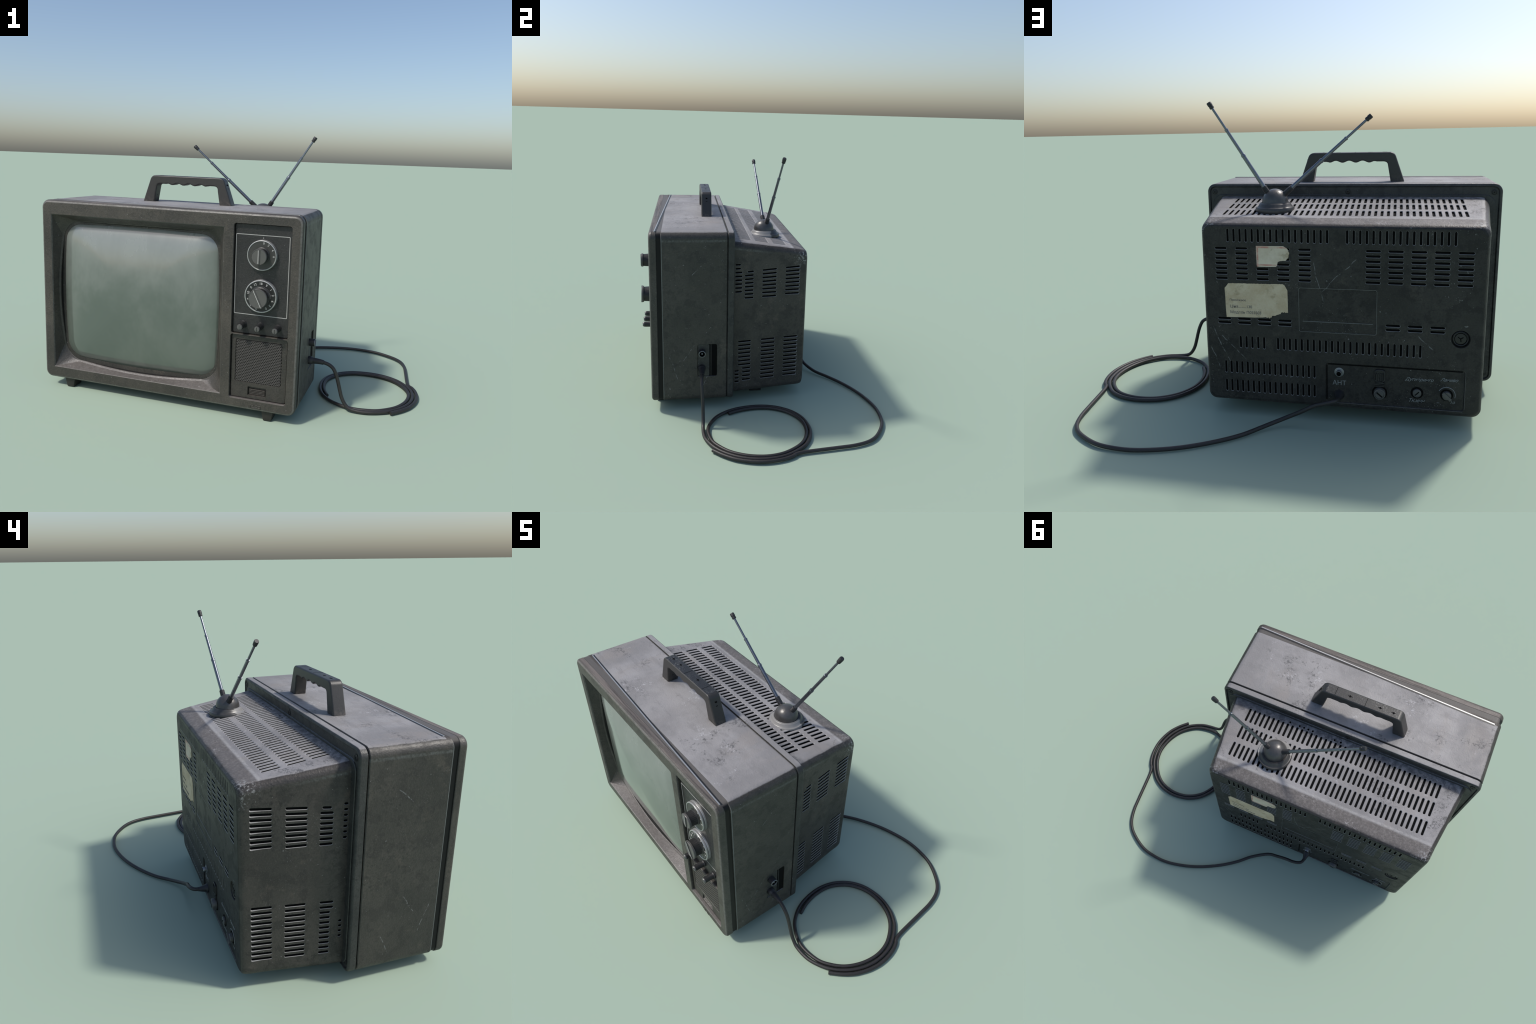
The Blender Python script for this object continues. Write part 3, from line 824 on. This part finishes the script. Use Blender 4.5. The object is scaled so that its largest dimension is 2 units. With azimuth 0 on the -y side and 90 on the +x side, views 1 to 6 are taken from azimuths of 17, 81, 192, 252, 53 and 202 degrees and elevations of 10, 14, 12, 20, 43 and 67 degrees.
# ------------------------------------------------------------------ sockets and trimmers in the rear field
Y = (0, 1, 0)
bm = bmesh.new()
lathe(bm, [(.0215, 0), (.0215, .003), (.0175, .0045), (.0150, .0045), (.0150, .006), (.0130, .007), (.0130, .021), (.0120, .0225), (.0105, .0225), (.0100, .014), (.004, .014), (.0035, .019), (.001, .0195)], (-.287, YR, .2400), Y, 28)
for f in bm.faces:
    cc = f.calc_center_median()
    if math.hypot(cc.x + .287, cc.z - .2400) < .0102 and cc.y < YR + .0215: f.material_index = 1
finish(bm, "aerial_socket", ["connector", "hole"], cover, smooth=35, weld=False)
back = lambda x, z, y=YR + .0004: facing((x, y, z), (-1, 0, 0), (0, 0, 1))
text("АНТ", .030, "socket_label", "ink_grey", cover, back(-.288, .1875))
text("Дугиеринго", .0205, "trimmer_label", "ink_grey", cover, back(-.632, .2280), shear=.45)
text("Ланиво", .0200, "trimmer_label", "ink_grey", cover, back(-.756, .2340), shear=.5)
text("Тк.инн", .022, "trimmer_label", "ink_grey", cover, back(-.622, .1290), shear=.4)
text("–", .022, "trimmer_label", "ink_grey", cover, back(-.715, .1275))
text("1о", .019, "trimmer_label", "ink_grey", cover, back(-.774, .1325), shear=.3)


def trimmer(name, cx, cz, r, h, turn, well, mat):
    bm = bmesh.new(); o = (cx, YR, cz)
    lathe(bm, [(r * well * 1.12, -.001), (r * well * 1.12, .0012), (r * well, .0018), (r * 1.06, .0006)], o, Y, 32, 1)
    lathe(bm, [(r, 0), (r, h * .72), (r * .93, h * .9), (r * .8, h * .93), (r * .76, h * .86), (r * .66, h), (r * .2, h)], o, Y, 32, 0)
    box(bm, (cx, YR + h, cz), (r * 1.25, .0016, r * .24), Matrix.Rotation(turn, 3, 'Y'), 1)
    return finish(bm, name, [mat, "hole"], cover, smooth=32, weld=False)
trimmer("voltage_selector", -.465, .1550, .026, .024, math.radians(-40), 1.14, "knob")
trimmer("trimmer", -.625, .1665, .0185, .010, math.radians(45), 1.3, "knob")
bm = bmesh.new(); o = (-.749, YR, .1650)
lathe(bm, [(.0270, -.001), (.0270, .0012), (.0250, .0018), (.0225, .0004)], o, Y, 32, 1)
lathe(bm, [(.0195, 0), (.0190, .012), (.0170, .014), (.004, .0145)], o, Y, 32, 0)
box(bm, (o[0], YR + .0165, o[2]), (.046, .009, .0125), Matrix.Rotation(math.radians(-42), 3, 'Y'), 0)
finish(bm, "trimmer_lever", ["knob", "hole"], cover, smooth=32, weld=False)
bm = bmesh.new()
arc = [(o[0] - .036 * math.cos(a), YR, o[2] + .036 * math.sin(a)) for a in [math.radians(150 - 8 * i) for i in range(22)]]
tube(bm, arc, .0016, 6)
finish(bm, "trimmer_scale", ["ink_grey"], cover, smooth=60)
# fuse holder clip above the selector
bm = bmesh.new()
loft(bm, box_rings(-.489, -.4405, .2045, .2650, .016, [(YR - .001, 0), (YR + .006, 0), (YR + .008, .002), (YR + .008, .006), (YR + .004, .008)], 5))
for k in range(4): box(bm, (-.4785 + k * .0092, YR + .006, .2300), (.0040, .006, .034), None, 0)
for k in range(3): box(bm, (-.465, YR + .003, .2015 - k * .007), (.040, .006 + .0015 * k, .0052), None, 0)
finish(bm, "fuse_clip", ["panel"], cover, smooth=32, weld=False)


def sticker(name, outline, mat, ragged, seed):
    rnd = random.Random(seed); pts = []
    for i, p in enumerate(outline):
        q = outline[(i + 1) % len(outline)]; l = math.hypot(q[0] - p[0], q[1] - p[1]); n = max(1, int(l / .005)) if i in ragged else max(1, int(l / .04))
        dx, dz = (q[0] - p[0]) / l, (q[1] - p[1]) / l
        for k in range(n):
            f = k / n; j = (rnd.uniform(-1, 1) * ragged[i] if i in ragged and k else rnd.uniform(-.0006, .0006))
            pts.append((p[0] + (q[0] - p[0]) * f - dz * j, p[1] + (q[1] - p[1]) * f + dx * j))
    bm = bmesh.new()
    loft(bm, [in_y(pts, YB - .0006), in_y(pts, YB + .0016)])
    bmesh.ops.triangulate(bm, faces=[f for f in bm.faces if len(f.verts) > 4])
    return finish(bm, name, [mat], cover, weld=False)
sticker("repair_sticker", [(.076, .8045), (-.045, .806), (-.060, .797), (-.071, .777), (-.067, .756), (-.054, .7415), (-.030, .7395), (-.019, .735), (-.0155, .717), (-.010, .7135), (.072, .7125), (.075, .718)],
        old_paper("sticker_paper", (.076, .8055, .713)), {2: .001, 3: .001, 4: .0012, 5: .0016, 6: .0016}, 3)
s2 = sticker("price_sticker", [(.226, .611), (.222, .615), (.208, .633), (-.040, .636), (-.048, .631), (-.060, .608), (-.061, .506), (-.036, .508), (-.022, .498), (.006, .490), (.022, .476), (.040, .482), (.054, .479), (.222, .4745)],
        old_paper("price_paper"), {6: .0018, 7: .0022, 8: .0022, 9: .003, 10: .0035, 11: .003, 2: .0008}, 5)
lab = lambda x, z: facing((x, YB + .0018, z), (-1, 0, 0), (0, 0, 1))
text("Приміжаює", .0135, "sticker_text", "print", cover, lab(.205, .556), .0003, 0, 'LEFT')
text("Ціна.........130", .0185, "sticker_text", "print", cover, lab(.204, .526), .0003, 0, 'LEFT')
text("Модель П055503", .0185, "sticker_text", "print", cover, lab(.204, .499), .0003, 0, 'LEFT')

# ------------------------------------------------------------------ feet
def foot(x0, x1, y0, y1, z1, taper):
    bm = bmesh.new()
    lo = rrect(x0 + taper, x1 - taper, y0 + .004, y1 - taper, .004, 3); hi = rrect(x0, x1, y0, y1, .003, 3)
    mid = rrect(x0 + taper * .9, x1 - taper * .9, y0 + .002, y1 - taper * .9, .004, 3)
    loft(bm, [[(x, y, z1) for x, y in hi], [(x, y, .006) for x, y in mid], [(x, y, 0) for x, y in lo]])
    return finish(bm, "foot", ["foot"], smooth=35)
for m in (1, -1):
    xa, xb = (CX + m * .537, CX + m * .604)
    foot(min(xa, xb), max(xa, xb), -.604, -.515, .062, .013)
    xa, xb = (CX + m * .462, CX + m * .529)
    foot(min(xa, xb), max(xa, xb), -.050, .028, .085, .004)

# ------------------------------------------------------------------ handle
HY0, HY1 = -.3285, -.2670
def arc(c, r, a0, a1, n=6): return [(c[0] + r * math.cos(math.radians(a0 + (a1 - a0) * i / n)), c[1] + r * math.sin(math.radians(a0 + (a1 - a0) * i / n))) for i in range(n + 1)]
hc = -.2925
outer = [(-.555, 1.0300)] + arc((-.481, 1.148), .031, 160, 92) + arc((-.104, 1.148), .031, 88, 20) + [(-.0300, 1.0300)]
wave = []
for i in range(41):
    x = -.125 - (.46 - .125) * i / 40
    u = (x + .2925) / .105
    w = .0050 * math.cos(2 * pi * (x + .2475) / .0665) if abs(u) < 1.18 else -.002
    wave.append((x, 1.1335 - w * (1 if abs(u) < 1.0 else max(0, (1.18 - abs(u)) / .18))))
inner = [(-.1000, 1.0300), (-.1125, 1.105)] + arc((-.130, 1.116), .0165, 0, 80, 4)[0:] + wave[1:-1] + arc((-.455, 1.116), .0165, 100, 180, 4) + [(-.4735, 1.105), (-.4870, 1.0300)]
poly = outer + inner
bm = bmesh.new()
a = [bm.verts.new((x, HY0, z)) for x, z in poly]; b = [bm.verts.new((x, HY1, z)) for x, z in poly]
bm.faces.new(a); bm.faces.new(b[::-1])
for i in range(len(poly)):
    j = (i + 1) % len(poly); bm.faces.new((a[i], b[i], b[j], a[j]))
handle = finish(bm, "handle", ["handle"], bevel=(.0075, 3, 60), smooth=40, weighted=True)
bm = bmesh.new()
for x in (-.150, -.310): box(bm, (x, (HY0 + HY1) / 2, 1.1785), (.0022, .050, .0016))
for x in (-.225, -.385, -.455):
    R = Matrix.Rotation(pi / 4, 3, 'Z'); box(bm, (x, -.296, 1.1787), (.0105, .0105, .0016), R); box(bm, (x, -.296, 1.1788), (.024, .0030, .0016))
box(bm, (-.0680, -.297, 1.142), (.004, .010, .007)); box(bm, (-.0620, -.297, 1.123), (.003, .010, .002))
box(bm, (-.4812, -.300, 1.075), (.004, .008, .008))
finish(bm, "handle_marks", ["hole"], handle, weld=False)

# ------------------------------------------------------------------ aerial
AX = Vector((.033, .050, .9400)); tilt = Vector((0, 0, 1))
bm = bmesh.new()
lathe(bm, [(.082, -.024), (.0900, -.012), (.0915, -.004), (.0905, .0070), (.0885, .0092), (.0865, .0085), (.0825, .0100), (.0790, .0125), (.0735, .0225), (.0705, .0270), (.0690, .0275), (.0683, .0262), (.0676, .0290), (.0655, .0300), (.0630, .0285), (.0620, .0262), (.030, .0262)],
      AX, tilt, 56, 0)
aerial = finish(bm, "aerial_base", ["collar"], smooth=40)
bm = bmesh.new()
DC = AX + tilt * .0275 + Vector((0, -.004, 0)); DR = .0605
lathe(bm, [(DR * 1.015, 0), (DR * 1.015, .003)] + [(DR * math.cos(math.radians(a)), .003 + DR * math.sin(math.radians(a))) for a in range(2, 90, 8)], DC, tilt, 56, 0)
finish(bm, "aerial_dome", ["dome"], aerial, smooth=50)
for tip, base, mk in ((Vector((-.402, .027, 1.349)), Vector((-.012, .049, 1.006)), (.482, .745, .948)), (Vector((.313, .112, 1.420)), Vector((.058, .057, 1.003)), (.47, .732, .942))):
    ax = tip - base; L = ax.length; ax.normalize()
    old = tip - Vector((.026, .06, 1.0)); sc = lambda t: L - (1 - t) * old.length
    s1, s2, s3 = (sc(t) for t in mk); sl = .047
    bm = bmesh.new()
    lathe(bm, [(.0093, sl - .004), (.0093, s1 - .012), (.0106, s1 - .011), (.0106, s1 - .002), (.0098, s1), (.0076, s1), (.0076, s2 - .010), (.0088, s2 - .009), (.0088, s2 - .001),
               (.0080, s2), (.0056, s2), (.0056, s3 + .004)], base, ax, 20)
    finish(bm, "aerial_rod", ["metal"], aerial, smooth=35, weld=False)
    bm = bmesh.new(); prof = [(.0150, -.020), (.0150, 0.)]
    for k in range(6):
        h = .004 + k * .0068; prof += [(.0128, h), (.0136, h + .002), (.0136, h + .0042), (.0126, h + .0052)]
    prof += [(.0128, sl - .003), (.0118, sl), (.008, sl)]
    lathe(bm, prof, base, ax, 22, 0); finish(bm, "aerial_sleeve", ["rubber"], aerial, smooth=35)
    bm = bmesh.new(); h0 = s3 - .001; h1 = L + .001; hl = h1 - h0
    lathe(bm, [(.006, h0), (.0100, h0 + .001), (.0105, h0 + .003), (.0105, h0 + hl * .35), (.0095, h0 + hl * .38), (.0095, h0 + hl * .45), (.0112, h0 + hl * .48), (.0112, h1 - .003), (.0098, h1)], base, ax, 20, 0)
    finish(bm, "aerial_tip", ["rubber"], aerial, smooth=35)

# ------------------------------------------------------------------ side socket and the cables
bm = bmesh.new()
lathe(bm, [(.0215, 0), (.0215, .004), (.0195, .006), (.0195, .036), (.0190, .0385), (.0178, .0395), (.0160, .0395), (.0150, .035), (.0148, .021), (.0052, .021), (.0045, .034), (.002, .0355)], (.4225, -.341, .3500), (1, 0, 0), 36)
for f in bm.faces:
    cc = f.calc_center_median(); r = math.hypot(cc.y + .341, cc.z - .3500)
    f.material_index = 1 if (cc.x > .4225 + .0360 and r > .0145) or r < .006 else (2 if r < .0149 and cc.x < .456 else 0)
finish(bm, "side_socket", ["rubber", "connector", "hole"], smooth=35, weld=False)

CR = .0096; C0 = Vector((.7065, -.0461, CR))
def coil(lst): return [C0 + Vector((r * math.cos(math.radians(a)), r * math.sin(math.radians(a)), 0)) for a, r in lst]
drop = [(.508, -.343, .2510), (.540, -.3455, .243), (.564, -.3470, .226), (.580, -.3450, .195), (.592, -.3435, .158), (.604, -.342, .112), (.617, -.3415, .070), (.638, -.3415, .035), (.666, -.3430, .0165)]
turns = [(-87, .2945), (-76, .2895), (-60, .2800), (-44, .2710), (-26, .2645), (-7, .2615), (12, .2625), (28, .2655), (47, .2700), (59, .2730), (73, .2745), (90, .2745), (109, .2750), (124, .2740), (138, .2700),
         (154, .2640), (172, .2570), (193, .2540), (211, .2600), (226, .2660), (238, .2700), (254, .2730), (268, .2715), (286, .2660), (300, .2575), (317, .2490), (335, .2410), (353, .2385), (370, .2405),
         (388, .2430), (409, .2480), (426, .2525), (445, .2545), (464, .2570), (481, .2560), (498, .2525), (518, .2455), (539, .2365), (560, .2350), (578, .2425)]
bm = bmesh.new(); path = spline(drop + coil(turns), 7)
tube(bm, path, CR, 12)
power = finish(bm, "power_cable", ["cable"], smooth=60)
bm = bmesh.new()
pl = spline([(.4225, -.3425, .2525), (.444, -.3425, .2525), (.463, -.3425, .2525), (.490, -.3428, .2520), (.512, -.3432, .2497)], 8)
def prad(i):
    x = pl[i].x
    return .0215 if x < .443 else (.0215 - (x - .443) / .012 * .0050 if x < .455 else max(.0112, .0165 - (x - .455) * .075))
tube(bm, pl, prad, 20)
finish(bm, "cable_plug", ["rubber"], power, smooth=50)

run = [(-.2870, .300, .1335), (-.2800, .325, .1335), (-.262, .339, .1325), (-.225, .3455, .124), (-.182, .3430, .108), (-.120, .3420, .073), (-.054, .3475, .042), (.038, .4015, .019), (.110, .467, .0125), (.197, .531, .0115), (.301, .589, .0110),
       (.400, .628, .0105), (.513, .655, .0105), (.609, .657, .0105), (.712, .6365, .0110), (.815, .577, .0110), (.869, .516, .0110), (.8975, .434, .0110), (.9100, .338, .0110), (.920, .2410, .0108), (.9310, .1470, .0105),
       (.9430, .1100, .0105), (.9560, .0950, .0105), (.9675, .0720, .0105), (.9795, .0380, .0105), (.9880, -.0100, .0105), (.9895, -.0610, .0105), (.9840, -.1040, .0105), (.9740, -.1430, .0105), (.9600, -.1800, .0105), (.9440, -.2110, .0105), (.9120, -.2550, .0105), (.8680, -.3015, .0105)]
bm = bmesh.new(); path = spline(run, 7); tube(bm, path, CR, 12)
lead = finish(bm, "aerial_cable", ["cable"], smooth=60)
bm = bmesh.new()
pl = spline([(-.2868, YR - .002, .1310), (-.2870, .266, .1325), (-.2870, .285, .1325), (-.2865, .308, .1335)], 8)
def prad2(i):
    y = pl[i].y
    return .0235 if y < .264 else (.0225 - (y - .264) / .008 * .004 if y < .272 else max(.0105, .0185 - (y - .272) * .25))
tube(bm, pl, prad2, 20)
finish(bm, "cable_plug", ["rubber"], lead, smooth=50)
